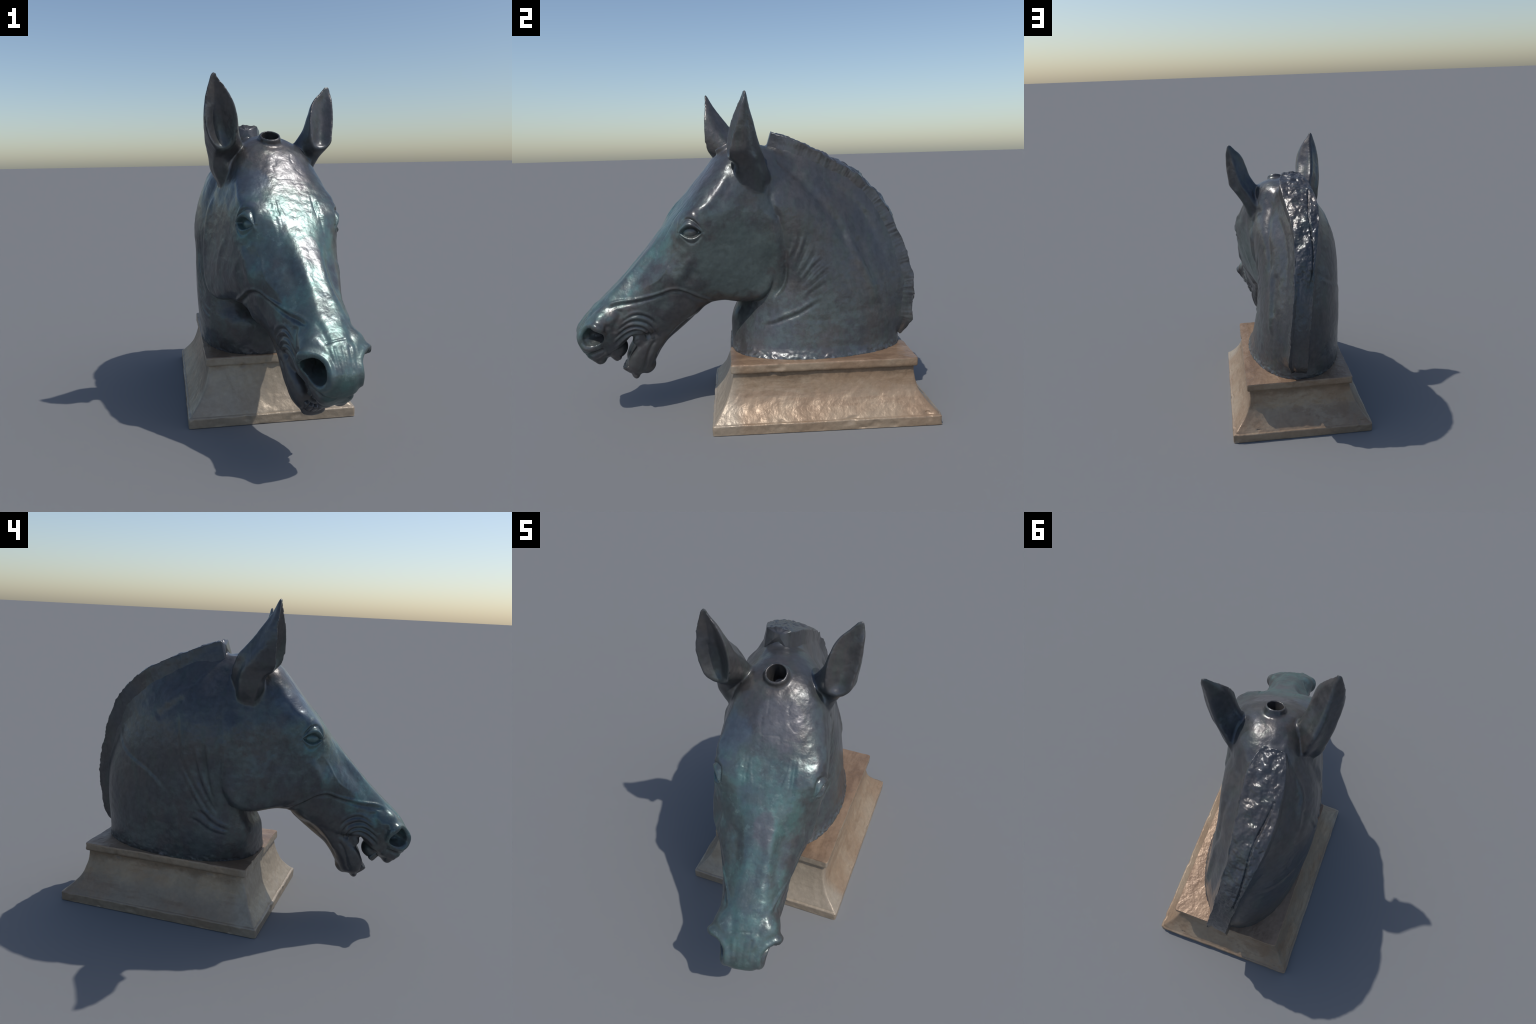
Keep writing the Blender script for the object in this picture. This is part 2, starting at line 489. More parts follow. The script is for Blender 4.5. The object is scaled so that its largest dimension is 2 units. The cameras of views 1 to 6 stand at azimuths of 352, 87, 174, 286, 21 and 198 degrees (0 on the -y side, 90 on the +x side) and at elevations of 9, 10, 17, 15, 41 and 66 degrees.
class Sculpt:
    """Accumulates offsets along the normal of the body."""
    def __init__(self, me):
        self.P = coords(me); self.N = normals(me)
        self.d, self.u, l = to_head(self.P)
        self.l = l-lean(self.u, self.d)
        self.nl = self.N@HL
        self.off = np.zeros(len(self.P))

    def stroke(self, X, Y, mask, line, w, amp, ends=.12, ledge=0.):
        idx = np.where(mask)[0]
        if len(idx) == 0:
            return
        line = curve2(line)
        pad = 4*w
        x, y = X[idx], Y[idx]
        lo, hi = line.min(0)-pad, line.max(0)+pad
        k = (x > lo[0]) & (x < hi[0]) & (y > lo[1]) & (y < hi[1])
        idx = idx[k]; x = x[k]; y = y[k]
        dist, sg, fr = seg_dist(x, y, line)
        fade = np.clip(np.minimum(fr, 1-fr)/max(ends, 1e-3), 0, 1) if ends > 0 else 1.
        fade = fade*fade*(3-2*fade) if ends > 0 else 1.
        v = amp*bell(dist, w)
        if ledge:
            sd = dist*sg
            v = v+ledge*(bell(sd-w*1.1, w)-bell(sd+w*.7, w*.8))
        self.off[idx] += v*fade

    def side(self, line, w, amp, sides=(1, -1), ends=.12, ledge=0., lmin=.03):
        """Stroke in side view of the head, on both cheeks."""
        for sd in sides:
            m = (self.l*sd > lmin) & (self.nl*sd > .05)
            self.stroke(self.d, self.u, m, line, w, amp, ends, ledge*sd*sd)

    def face(self, line, w, amp, ends=.12, ledge=0.):
        """Stroke on the front of the face, in (d, l)."""
        m = (self.u > -.06) & (self.N@HU > .3)
        self.stroke(self.d, self.l, m, line, w, amp, ends, ledge)

    def flank(self, line, w, amp, sd, ends=.15, ledge=0.):
        """Stroke on the flank of the neck, in (y, z)."""
        m = (self.N[:, 0]*sd > .15) & (self.P[:, 1] > -.14)
        self.stroke(self.P[:, 1], self.P[:, 2], m, line, w, amp, ends, ledge)

    def lump(self, c, r, amp, sides=(1, -1)):
        """Round swelling or hollow at head coordinates (d, u, |l|)."""
        for sd in sides:
            q = np.sqrt((self.d-c[0])**2+(self.u-c[1])**2+(self.l-sd*c[2])**2)
            self.off += amp*bell(q, r)


def eye_frame():
    a = np.array([.75, .66]); return np.array([.002, -.004]), a, np.array([-.66, .75])


def flatten_sockets(me):
    """Turn the eye sockets to face sideways and push the brow out over them."""
    P = coords(me)
    d, u, l0 = to_head(P); l = l0-lean(u, d)
    for sd in (1, -1):
        q = np.hypot((d-.002)/.085, (u+.012)/.070)
        w = np.exp(-q**2*1.2)*(l*sd > .12)
        goal = .249-.10*(u-.0)-.10*(d-.0)
        P += (HL*sd)*(w*(goal-l*sd)*.75)[:, None]
        q = np.hypot((d+.035)/.085, (u-.062)/.030)
        P += (HL*sd*.8+HU*.35)*(.006*np.exp(-q**2)*(l*sd > .10))[:, None]
        # the rim of the right cheek hangs lower than that of the left
        q = np.sqrt(((d+.12)/.11)**2+((u+.53)/.08)**2+((l*sd-.21)/.08)**2)
        P += (-HU*.9-HD*.4)*((.032 if sd > 0 else -.008)*np.exp(-q**2))[:, None]
    set_coords(me, P)


def sculpt_body(me):
    flatten_sockets(me)
    S = Sculpt(me)
    # --- eyes: heavy upper lid, thin lower lid, crease and brow
    c, ax, bx = eye_frame()
    for sd in (1, -1):
        m = np.where((S.l*sd > .12) & (np.abs(S.d) < .14) & (np.abs(S.u) < .14))[0]
        A = (S.d[m]-c[0])*ax[0]+(S.u[m]-c[1])*ax[1]
        B = (S.d[m]-c[0])*bx[0]+(S.u[m]-c[1])*bx[1]
        q = np.clip(1-(A/.054)**2, -1.2, 1)
        top, bot = .034*q, -.027*q
        inside = np.minimum(top-B, B-bot)           # > 0 in the opening
        near = bell(np.maximum(np.abs(A)-.042, 0), .016)
        S.off[m] += -.026*np.clip(inside/.009, 0, 1)*(q > 0)
        S.off[m] += .010*bell(B-(.043*q), .0095)*near*(q > -.5)
        S.off[m] += -.008*bell(B-(.060*np.clip(q+.15, 0, 2)), .006)*near
        S.off[m] += .004*bell(B-(.080*np.clip(q+.25, 0, 1.2)), .022)*near
        S.off[m] += .003*bell(B-(-.034*q), .008)*near*(q > -.3)
        S.off[m] += -.005*bell(B-(-.047*np.clip(q+.1, 0, 2)), .009)*near
        S.off[m] += .010*bell(np.hypot(A, B), .075)
    S.lump((-.09, .055, .235), .045, .003)
    S.side([(.05, .058), (-.02, .060), (-.09, .058), (-.166, .035), (-.272, .040), (-.371, .06)], .022, .006)
    S.lump((-.035, .052, .245), .032, .006)
    S.lump((.075, -.01, .235), .030, -.005)
    S.lump((-.20, .0, .25), .06, -.012)
    S.lump((-.30, -.10, .25), .06, -.006)
    # --- facial crest and the hollow beside the nose
    S.side([(.06, -.09), (.14, -.10), (.21, -.12), (.275, -.135)], .024, .007, ends=.3)
    S.side([(.12, -.165), (.18, -.165), (.235, -.185)], .030, -.008, ends=.3)
    S.side([(.293, -.148), (.265, -.106), (.235, -.066), (.205, -.02)], .014, .003, ends=.3)
    S.side([(.315, -.13), (.285, -.08), (.26, -.04)], .018, -.003, ends=.3)
    # --- veins
    S.side([(.10, -.02), (.17, -.03), (.25, -.05), (.32, -.055), (.40, -.03)], .006, .0028, ends=.3)
    S.side([(.25, -.05), (.30, -.085), (.33, -.11)], .005, .0025, ends=.3)
    S.side([(-.02, -.13), (-.06, -.22), (-.02, -.33), (.05, -.42)], .02, .004, ends=.4)
    # --- the ridge that runs from the nostril along the cheek
    ledge = [(.62, .045), (.546, .006), (.487, -.038), (.42, -.080), (.354, -.117), (.293, -.146), (.26, -.197),
             (.243, -.262), (.225, -.32), (.195, -.40)]
    S.side(ledge, .010, 0, ends=.12, ledge=-.0065)
    S.side([(.29, -.17), (.33, -.20), (.40, -.21), (.47, -.22)], .03, .006)
    # --- folds round the corner of the mouth
    arcs = [
        [(.76, -.150), (.69, -.150), (.64, -.158), (.605, -.182), (.597, -.215), (.62, -.262)],
        [(.745, -.118), (.68, -.120), (.625, -.133), (.588, -.158), (.573, -.204), (.59, -.255)],
        [(.70, -.095), (.612, -.107), (.571, -.137), (.550, -.182), (.558, -.235), (.585, -.275)],
        [(.66, -.080), (.577, -.090), (.533, -.125), (.514, -.182), (.526, -.245), (.55, -.287)],
        [(.60, -.066), (.53, -.085), (.498, -.12), (.482, -.18), (.495, -.24)],
    ]
    for k, a in enumerate(arcs):
        S.side(a, .0085, .0085-.0011*k, ends=.2)
    for a, b in zip(arcs[:-1], arcs[1:]):
        n = min(len(a), len(b))
        S.side([((p[0]+q[0])/2, (p[1]+q[1])/2) for p, q in zip(a[:n], b[:n])], .007, -.005, ends=.2)
    # --- nostril: raised rim, swollen wing above it, fold behind it
    for sd in (1, -1):
        cc, nn, t1, t2 = nostril_frame(sd)
        q = S.P-cc
        a, b, h = q@t1, q@t2, q@nn
        rr = np.hypot(a/.080, b/.066)
        S.off += .012*bell((rr-1.06)*.068, .0115)*bell(h, .045)
    S.lump((.665, .030, .118), .040, .014)
    S.lump((.715, .018, .150), .028, .008)
    S.side([(.66, -.02), (.69, -.035), (.715, -.065), (.76, -.090), (.80, -.100)], .016, -.010)
    S.side([(.56, -.02), (.60, -.045), (.65, -.06), (.69, -.085)], .018, -.007)
    S.face([(.56, .075), (.61, .070), (.66, .062), (.70, .064), (.735, .085)], .020, -.007, ends=.35)
    S.face([(.56, -.075), (.61, -.070), (.66, -.062), (.70, -.064), (.735, -.085)], .020, -.007, ends=.35)
    # --- lips
    S.side([(.79, -.115), (.84, -.095), (.875, -.078), (.90, -.062)], .010, -.009, ends=.1, lmin=.0)
    S.side([(.80, -.150), (.85, -.130), (.89, -.110)], .018, .006, lmin=.0)
    S.side([(.775, -.365), (.72, -.345), (.687, -.325), (.62, -.295), (.57, -.292)], .010, -.008)
    S.side([(.62, -.345), (.50, -.322), (.41, -.322), (.285, -.340)], .012, .006)
    S.side([(.66, -.375), (.56, -.352), (.46, -.352), (.36, -.365)], .010, -.005)
    # --- bridge of the nose
    S.face([(.702, -.070), (.697, -.035), (.692, 0), (.688, .035)], .005, -.003, ends=.1)
    for sg in (1, -1):
        S.face([(.12, sg*.09), (.24, sg*.068), (.33, sg*.060), (.45, sg*.056), (.55, sg*.060)], .025, .003, ends=.4)
        S.face([(.12, sg*.135), (.26, sg*.110), (.36, sg*.100), (.50, sg*.093)], .032, -.015 if sg > 0 else -.008, ends=.4)
    for k, x in enumerate((-.055, -.028, .004, .035, .06)):
        S.face([(.715, x*1.15), (.78, x), (.84, x*.9)], .007, -.003 if k % 2 else -.002)
    # forehead: repair patches let into the bronze
    S.face([(-.361, -.042), (-.289, -.042), (-.281, -.062), (-.235, -.061), (-.199, -.051), (-.199, .023), (-.164, .033)], .005, -.0009, ends=.02)
    S.face([(-.30, .095), (-.262, .062), (-.225, .095)], .005, -.0009, ends=.02)
    S.face([(-.36, .06), (-.33, .05), (-.30, .055)], .004, -.0012, ends=.02)
    # --- edge of the cheek against the throat
    S.side([(-.46, -.15), (-.43, -.19), (-.355, -.300), (-.295, -.395), (-.225, -.480), (-.13, -.585), (-.02, -.61)], .014, -.007, sides=(1,))
    S.side([(-.30, -.395), (-.225, -.480), (-.13, -.560), (-.02, -.59)], .016, -.006, sides=(-1,))
    S.side([(-.37, -.22), (-.31, -.33), (-.24, -.42), (-.16, -.50), (-.05, -.545), (.06, -.53)], .032, .009)
    S.lump((-.26, -.36, .25), .085, .025, sides=(1,))
    S.lump((-.33, -.24, .25), .075, .018, sides=(1,))
    S.lump((-.02, -.55, .21), .060, .013, sides=(1,))
    S.lump((-.04, -.18, .26), .060, -.006)
    S.lump((.02, -.22, .26), .080, -.007, sides=(-1,))
    S.side([(-.405, -.24), (-.365, -.32), (-.315, -.40), (-.245, -.485), (-.15, -.565), (-.03, -.61)], .013, -.013, sides=(1,))
    q = np.linalg.norm((S.P-np.array([.21, .20, .78]))/np.array([1, .9, 1.3]), axis=1)
    S.off += -.014*bell(q, .085)*(S.N[:, 0] > .2)
    # --- neck, right flank
    fan = [
        ([(.176, 1.08), (.184, .97), (.178, .89), (.172, .83)], .011, .006),
        ([(.255, 1.05), (.232, .96), (.203, .91), (.180, .83)], .013, .009),
        ([(.303, 1.06), (.276, .976), (.245, .883), (.215, .80)], .013, .011),
        ([(.345, 1.0), (.318, .914), (.26, .823), (.225, .76)], .013, .008),
        ([(.395, .91), (.335, .865), (.285, .80), (.24, .74)], .012, .008),
        ([(.44, .86), (.362, .802), (.30, .745), (.245, .69)], .012, .006),
        ([(.43, .79), (.36, .745), (.30, .705), (.25, .66)], .012, .005),
    ]
    # finer folds between the main ones
    for (a, w, am), (b, _, _) in zip(fan[:-1], fan[1:]):
        for k in (.33, .66):
            S.flank([(p[0]*(1-k)+q[0]*k+.006, p[1]*(1-k)+q[1]*k) for p, q in zip(a, b)], .006, .0022, 1, ends=.4)
    for ln, w, am in fan:
        S.flank(ln, w*.85, am*.55, 1, ends=.4)
        S.flank([(y+.022, z-.004) for y, z in ln], w*.8, -am*.3, 1, ends=.4)
    S.flank([(.12, 1.49), (.232, 1.378), (.335, 1.271), (.44, 1.147), (.509, 1.031), (.56, .93)], .028, -.013, 1)
    S.flank([(.53, 1.05), (.58, .92), (.64, .80), (.68, .70), (.71, .60)], .022, .011, 1)
    S.flank([(.60, 1.0), (.66, .85), (.71, .72)], .025, -.006, 1)
    S.flank([(.02, .520), (.100, .533), (.177, .565), (.246, .592), (.332, .641), (.40, .67)], .012, 0, 1, ends=.3, ledge=.0045)
    S.flank([(.25, .555), (.36, .55), (.48, .545)], .016, -.002, 1, ends=.4)
    # --- neck, left flank
    for ln, w, am in [
        ([(.283, 1.24), (.264, 1.067), (.239, .949), (.171, .819), (.105, .714), (.038, .619)], .014, .006),
        ([(.19, 1.05), (.173, 1.0), (.136, .86), (.083, .743), (.018, .643)], .013, .009),
        ([(.13, 1.06), (.111, 1.026), (.096, .90), (.061, .759), (.014, .66)], .012, .009),
        ([(.20, .63), (.144, .612), (.067, .561), (-.038, .530)], .012, .005),
        ([(.17, .69), (.11, .653), (.044, .60), (-.042, .557)], .012, .006),
        ([(.25, .90), (.20, .80), (.14, .70), (.08, .63)], .012, .006),
    ]:
        S.flank(ln, w, am*.75, -1, ends=.3)
        S.flank([(y+.018, z-.014) for y, z in ln], w*.8, -am*.6, -1)
    S.flank([(.80, 1.055), (.652, .924), (.458, .839), (.276, .675)], .016, 0, -1, ends=.3, ledge=.0025)
    S.flank([(.401, 1.224), (.306, 1.292), (.219, 1.347), (.162, 1.434)], .022, .007, -1)
    S.flank([(.45, 1.15), (.36, 1.21), (.27, 1.28)], .025, -.007, -1)
    # --- hammered surface and ragged foot
    fine = np.array([noise.noise(Vector(p)*26.0) for p in S.P])
    broad = np.array([noise.noise(Vector(p)*9.0+Vector((3, 1, 7))) for p in S.P])
    S.off += .0012*fine+.0011*broad
    foot = np.clip((.40-S.P[:, 2])/.05, 0, 1)*(S.P[:, 1] > -.2)
    rag = np.array([noise.noise(Vector((p[0]*45, p[1]*45, p[2]*60))) for p in S.P[foot > 0]])
    S.off[foot > 0] += foot[foot > 0]*(.0045*rag+.003)
    return S.P+S.N*S.off[:, None]


P = sculpt_body(body.data)
E_ = edges_of(body.data)
P = smooth(P, E_, 1, .4)
set_coords(body.data, P)

# ------------------------------------------------------------------ parts
class Nodes:
    """Small helper to write node trees as expressions."""
    def __init__(self, name):
        self.mat = bpy.data.materials.new(name); self.mat.use_nodes = True
        self.t = self.mat.node_tree
        self.bsdf = self.t.nodes['Principled BSDF']
        self.pos = self.new('ShaderNodeTexCoord').outputs['Object']

    def new(self, kind, **kw):
        n = self.t.nodes.new(kind)
        for k, v in kw.items():
            setattr(n, k, v)
        return n

    def put(self, sock, v):
        if hasattr(v, 'is_output'):
            self.t.links.new(v, sock)
        else:
            sock.default_value = v

    def math(self, op, a, b=0., c=None):
        n = self.new('ShaderNodeMath', operation=op)
        self.put(n.inputs[0], a); self.put(n.inputs[1], b)
        if c is not None:
            self.put(n.inputs[2], c)
        return n.outputs[0]

    def axis(self, v, origin):
        n = self.new('ShaderNodeVectorMath', operation='SUBTRACT'); self.put(n.inputs[0], self.pos)
        n.inputs[1].default_value = tuple(origin)
        m = self.new('ShaderNodeVectorMath', operation='DOT_PRODUCT'); self.put(m.inputs[0], n.outputs[0])
        m.inputs[1].default_value = tuple(v)
        return m.outputs['Value']

    def blob(self, centre, radii, edge, axes=None):
        """1 inside an ellipsoid, fading to 0; edge is a noise socket that frays it."""
        tot = None
        for k in range(3):
            ax = (axes or [(1, 0, 0), (0, 1, 0), (0, 0, 1)])[k]
            q = self.math('DIVIDE', self.axis(ax, centre), radii[k]); q = self.math('MULTIPLY', q, q)
            tot = q if tot is None else self.math('ADD', tot, q)
        r = self.math('ADD', self.math('SQRT', tot), self.math('MULTIPLY_ADD', edge, 1.6, -.8))
        return self.ramp(r, .75, 1.15, 1., 0.)

    def noise(self, scale, detail=4., rough=.55, off=(0, 0, 0), stretch=(1, 1, 1)):
        m = self.new('ShaderNodeMapping'); self.put(m.inputs[0], self.pos)
        m.inputs['Location'].default_value = off; m.inputs['Scale'].default_value = stretch
        n = self.new('ShaderNodeTexNoise'); self.put(n.inputs['Vector'], m.outputs[0])
        n.inputs['Scale'].default_value = scale; n.inputs['Detail'].default_value = detail
        n.inputs['Roughness'].default_value = rough
        return n.outputs[0]

    def ramp(self, v, a, b, lo=0., hi=1.):
        n = self.new('ShaderNodeMapRange', interpolation_type='SMOOTHSTEP')
        self.put(n.inputs['Value'], v)
        for k, x in zip(('From Min', 'From Max', 'To Min', 'To Max'), (a, b, lo, hi)):
            n.inputs[k].default_value = x
        return n.outputs[0]

    def mix(self, f, a, b):
        n = self.new('ShaderNodeMix', data_type='RGBA')
        self.put(n.inputs['Factor'], f)
        for sck, v in ((n.inputs['A'], a), (n.inputs['B'], b)):
            self.put(sck, v if hasattr(v, 'is_output') else (*v, 1.))
        return n.outputs['Result']

    def bump(self, h, strength, dist, prev=None):
        n = self.new('ShaderNodeBump'); n.inputs['Strength'].default_value = strength
        n.inputs['Distance'].default_value = dist
        self.put(n.inputs['Height'], h)
        if prev is not None:
            self.put(n.inputs['Normal'], prev)
        return n.outputs[0]


def make_bronze():
    N = Nodes('patinated_bronze')
    d, u, l = N.axis(HD, H0), N.axis(HU, H0), N.axis(HL, H0)
    big, mid, tiny = N.noise(3.2, 4), N.noise(9, 5, .6, (5, 2, 1)), N.noise(38, 4, .6, (1, 7, 3))
    streak = N.noise(7, 4, .6, (2, 2, 9), (2.2, 2.2, .6))
    slate, brown, green = (.075, .077, .083), (.089, .083, .082), (.075, .087, .081)
    col = N.mix(N.ramp(big, .42, .60), slate, brown)
    col = N.mix(N.math('MULTIPLY', N.ramp(streak, .48, .66), .7), col, green)
    blue = N.math('MULTIPLY', N.ramp(N.noise(5, 4, .6, (8, 3, 4)), .52, .68), .5)
    col = N.mix(blue, col, (.076, .085, .098))
    dark = N.math('MULTIPLY', N.ramp(N.noise(9, 5, .65, (1, 8, 5), (1.6, 1.6, .5)), .50, .64), .45)
    col = N.mix(dark, col, (.052, .054, .056))
    # verdigris over the front of the face
    w = N.math('ADD', N.math('MULTIPLY_ADD', l, -.30, u), N.math('MULTIPLY_ADD', mid, .40, -.20))
    face = N.math('MULTIPLY', N.ramp(w, -.08, .05), N.ramp(N.math('ADD', d, N.math('MULTIPLY_ADD', mid, .3, -.15)), -.22, .02))
    teal = N.mix(N.ramp(mid, .38, .64), (.088, .128, .134), (.100, .195, .182))
    teal = N.mix(N.math('MULTIPLY', N.ramp(streak, .5, .68), .6), teal, (.110, .145, .170))
    col = N.mix(N.math('MULTIPLY', face, .72), col, teal)
    mottle = N.math('MULTIPLY', N.ramp(N.noise(11, 5, .65, (6, 1, 2)), .44, .60), N.ramp(d, -.5, -.2))
    col = N.mix(N.math('MULTIPLY', mottle, .55), col, (.098, .122, .118))
    fleck = N.math('MULTIPLY', N.ramp(N.noise(30, 4, .65, (9, 9, 1)), .58, .68), N.ramp(w, -.05, .04))
    col = N.mix(N.math('MULTIPLY', N.math('MULTIPLY', fleck, N.ramp(d, -.25, .0)), .5), col, (.16, .22, .21))
    # greener cheek on the right, brighter rims of the muzzle
    axes = [tuple(HD), tuple(HU), tuple(HL)]
    col = N.mix(N.math('MULTIPLY', N.blob(hw(-.03, -.33, .25), (.25, .26, .10), mid, axes), .8), col, (.112, .142, .134))
    col = N.mix(N.math('MULTIPLY', N.blob(hw(.88, -.05, 0), (.08, .10, .09), mid, axes), .5), col, (.065, .120, .108))
    # bald, violet-brown places
    violet = (.125, .122, .132)
    col = N.mix(N.math('MULTIPLY', N.blob(hw(-.27, .10, .02), (.13, .09, .10), mid, axes), .75), col, violet)
    col = N.mix(N.math('MULTIPLY', N.blob(hw(.21, .07, .02), (.095, .05, .05), mid, axes), .7), col, (.115, .110, .122))
    col = N.mix(N.math('MULTIPLY', N.blob(hw(-.20, .06, -.20), (.14, .09, .10), mid, axes), .5), col, (.095, .125, .165))
    # lower jaw and muzzle sides are browner
    jaw = N.math('MULTIPLY', N.ramp(N.math('ADD', u, N.math('MULTIPLY_ADD', mid, .2, -.1)), -.16, -.26), N.ramp(d, .15, .35))
    col = N.mix(N.math('MULTIPLY', jaw, .6), col, (.085, .078, .078))
    # pale crust where the neck meets the stone
    z = N.axis((0, 0, 1), (0, 0, 0))
    foot = N.math('MULTIPLY', N.math('MULTIPLY', N.ramp(z, .372, .350), N.ramp(tiny, .50, .62)), N.ramp(N.axis((0, 1, 0), (0, 0, 0)), -.25, -.18))
    col = N.mix(N.math('MULTIPLY', foot, .45), col, (.20, .21, .23))
    # mottling
    hsv = N.new('ShaderNodeHueSaturation'); N.put(hsv.inputs['Color'], col)
    N.put(hsv.inputs['Value'], N.math('MULTIPLY_ADD', tiny, .70, .74))
    N.put(N.bsdf.inputs['Base Color'], hsv.outputs[0])
    N.bsdf.inputs['Metallic'].default_value = .45
    N.put(N.bsdf.inputs['Roughness'], N.ramp(mid, .3, .7, .28, .38))
    b1 = N.bump(N.noise(48, 2, .5), .16, .006)
    b2 = N.bump(N.noise(24, 2, .5, (4, 4, 4)), .22, .012, b1)
    N.put(N.bsdf.inputs['Normal'], b2)
    N.bsdf.inputs['Specular IOR Level'].default_value = .55
    return N.mat


def make_marble():
    N = Nodes('weathered_marble')
    big, mid, tiny = N.noise(2.6, 5), N.noise(8, 5, .6, (3, 1, 1)), N.noise(45, 4, .6)
    vein = N.noise(3.5, 6, .65, (0, 4, 2), (1.6, .5, 3.5))
    z = N.axis((0, 0, 1), (0, 0, 0)); x = N.axis((1, 0, 0), (0, 0, 0)); y = N.axis((0, 1, 0), (0, 0, 0))
    col = N.mix(N.ramp(big, .40, .62), (.335, .252, .172), (.285, .193, .122))
    col = N.mix(N.math('MULTIPLY', N.ramp(vein, .50, .60), .55), col, (.225, .145, .088))
    # the front is paler and greyer, the back is tan, the left face darker in patches
    front = N.ramp(N.math('ADD', y, N.math('MULTIPLY_ADD', mid, .1, -.05)), -.06, -.14)
    col = N.mix(N.math('MULTIPLY', front, .60), col, (.385, .340, .270))
    left = N.math('MULTIPLY', N.ramp(x, -.28, -.34), N.ramp(mid, .42, .58))
    col = N.mix(N.math('MULTIPLY', left, .55), col, (.27, .215, .155))
    # brown stain below the top slab, ochre on the top bed
    stain = N.math('MULTIPLY', N.ramp(N.math('ADD', z, N.math('MULTIPLY_ADD', mid, .14, -.07)), .24, .285), N.ramp(z, .318, .295))
    stain = N.math('MULTIPLY', stain, N.ramp(N.math('ADD', y, N.math('MULTIPLY', mid, .3)), .0, .2))
    col = N.mix(N.math('MULTIPLY', stain, .70), col, (.170, .115, .072))
    bed = N.ramp(z, .338, .345)
    col = N.mix(N.math('MULTIPLY', bed, .85), col, N.mix(N.ramp(vein, .42, .60), (.33, .215, .135), (.21, .130, .080)))
    plinth = N.math('MULTIPLY', N.ramp(z, .052, .046), .45)
    col = N.mix(plinth, col, (.30, .23, .165))
    hsv = N.new('ShaderNodeHueSaturation'); N.put(hsv.inputs['Color'], col)
    N.put(hsv.inputs['Value'], N.math('MULTIPLY_ADD', tiny, .4, .80))
    N.put(N.bsdf.inputs['Base Color'], hsv.outputs[0])
    N.put(N.bsdf.inputs['Roughness'], N.ramp(mid, .3, .7, .34, .46))
    N.bsdf.inputs['Metallic'].default_value = .2
    b1 = N.bump(N.noise(40, 3, .55), .4, .006)
    b2 = N.bump(N.noise(16, 2, .5, (4, 4, 4)), .3, .012, b1)
    N.put(N.bsdf.inputs['Normal'], b2)
    return N.mat


bronze = make_bronze()
marble = make_marble()

root = bpy.data.objects.new('horse_head_statue', None)
bpy.context.scene.collection.objects.link(root)
root['label'] = 'dark bronze horse head with open mouth on a marble pedestal'
root['category'] = 'statue'


def child(ob, name, mat, parent=None):
    ob.name = name; ob.data.name = name
    ob.parent = parent or root
    ob.data.materials.clear(); ob.data.materials.append(mat)
    return ob


def shade_smooth(ob):
    ob.data.polygons.foreach_set('use_smooth', [True]*len(ob.data.polygons))


def split_body(body):
    me = body.data
    Pv = coords(me); Nv = normals(me)
    polys = [tuple(p.vertices) for p in me.polygons]
    keys = list(trees)
    lab_v = np.zeros(len(Pv), int)
    D = np.full((len(Pv), len(keys)), 9.)
    for j, k in enumerate(keys):
        t = trees[k]
        for i, v in enumerate(Pv):
            r = t.find_nearest(v, .12)
            if r[0] is not None:
                D[i, j] = r[3]
    E = edges_of(me)
    lab_v = smooth_labels(D, E)
    groups = {}
    for f in polys:
        l = np.bincount(lab_v[list(f)], minlength=len(keys)).argmax()
        groups.setdefault(keys[l], []).append(f)
    out = {}
    for k, fs in groups.items():
        used = sorted({i for f in fs for i in f}); mp = {v: i for i, v in enumerate(used)}
        ob = mesh_object(k, Pv[used], [tuple(mp[i] for i in f) for f in fs])
        shade_smooth(ob)
        ob.data.normals_split_custom_set_from_vertices([tuple(x) for x in Nv[used]])
        out[k] = ob
    return out


def smooth_labels(D, E):
    deg = np.bincount(E.ravel(), minlength=len(D)).astype(float)
    for _ in range(6):
        S = np.zeros_like(D)
        for k in range(D.shape[1]):
            S[:, k] = np.bincount(E[:, 0], D[E[:, 1], k], len(D))+np.bincount(E[:, 1], D[E[:, 0], k], len(D))
        D = .5*D+.5*S/deg[:, None]
    return D.argmin(1)


EYE_TREE = bvh(body)
parts = split_body(body)
for k, o in forms:
    remove(o)
remove(body)
names = dict(neck='neck', head='head', jaw='lower_jaw', ear_r='ear', ear_l='ear', socket='forehead_socket', gum='gum', lip='lip')
for k, o in parts.items():
    child(o, names[k], bronze)

# ------------------------------------------------------------------ eyes and teeth
def fvec(v, sd=1):
    return v[0]*HD+v[1]*HU+v[2]*sd*HL


for sd in (1, -1):
    c, ax, bx = eye_frame()
    o = fvec((.10, .18, .97), sd); o /= np.linalg.norm(o)
    a3 = fvec((ax[0], ax[1], -.2), sd); a3 -= o*(a3@o); a3 /= np.linalg.norm(a3)
    b3 = np.cross(o, a3)
    # sit the ball just inside the lids
    hit = EYE_TREE.ray_cast(Vector(hw(c[0], c[1], .45*sd)), Vector(-sd*HL))
    at = np.array(hit[0])
    eye = ellipsoid('eye', at-o*.024, [a3*.052, b3*.040, o*.034])
    shade_smooth(eye); child(eye, 'eye', bronze)


def incisor(name, base, direction, across, out, w, h, t):
    """A blunt, slightly tapered tooth."""
    rings = []
    for k, (q, sc) in enumerate([(0, .85), (.3, 1), (.75, 1.02), (.93, .9), (1, .6)]):
        th = np.linspace(0, 2*np.pi, 16, endpoint=False)
        cx = np.sign(np.cos(th))*np.abs(np.cos(th))**.6*w*.5*sc
        cy = np.sign(np.sin(th))*np.abs(np.sin(th))**.6*t*.5*sc
        rings.append(base+direction*h*q+cx[:, None]*across+cy[:, None]*out)
    o = loft(name, np.array(rings)); shade_smooth(o)
    return o


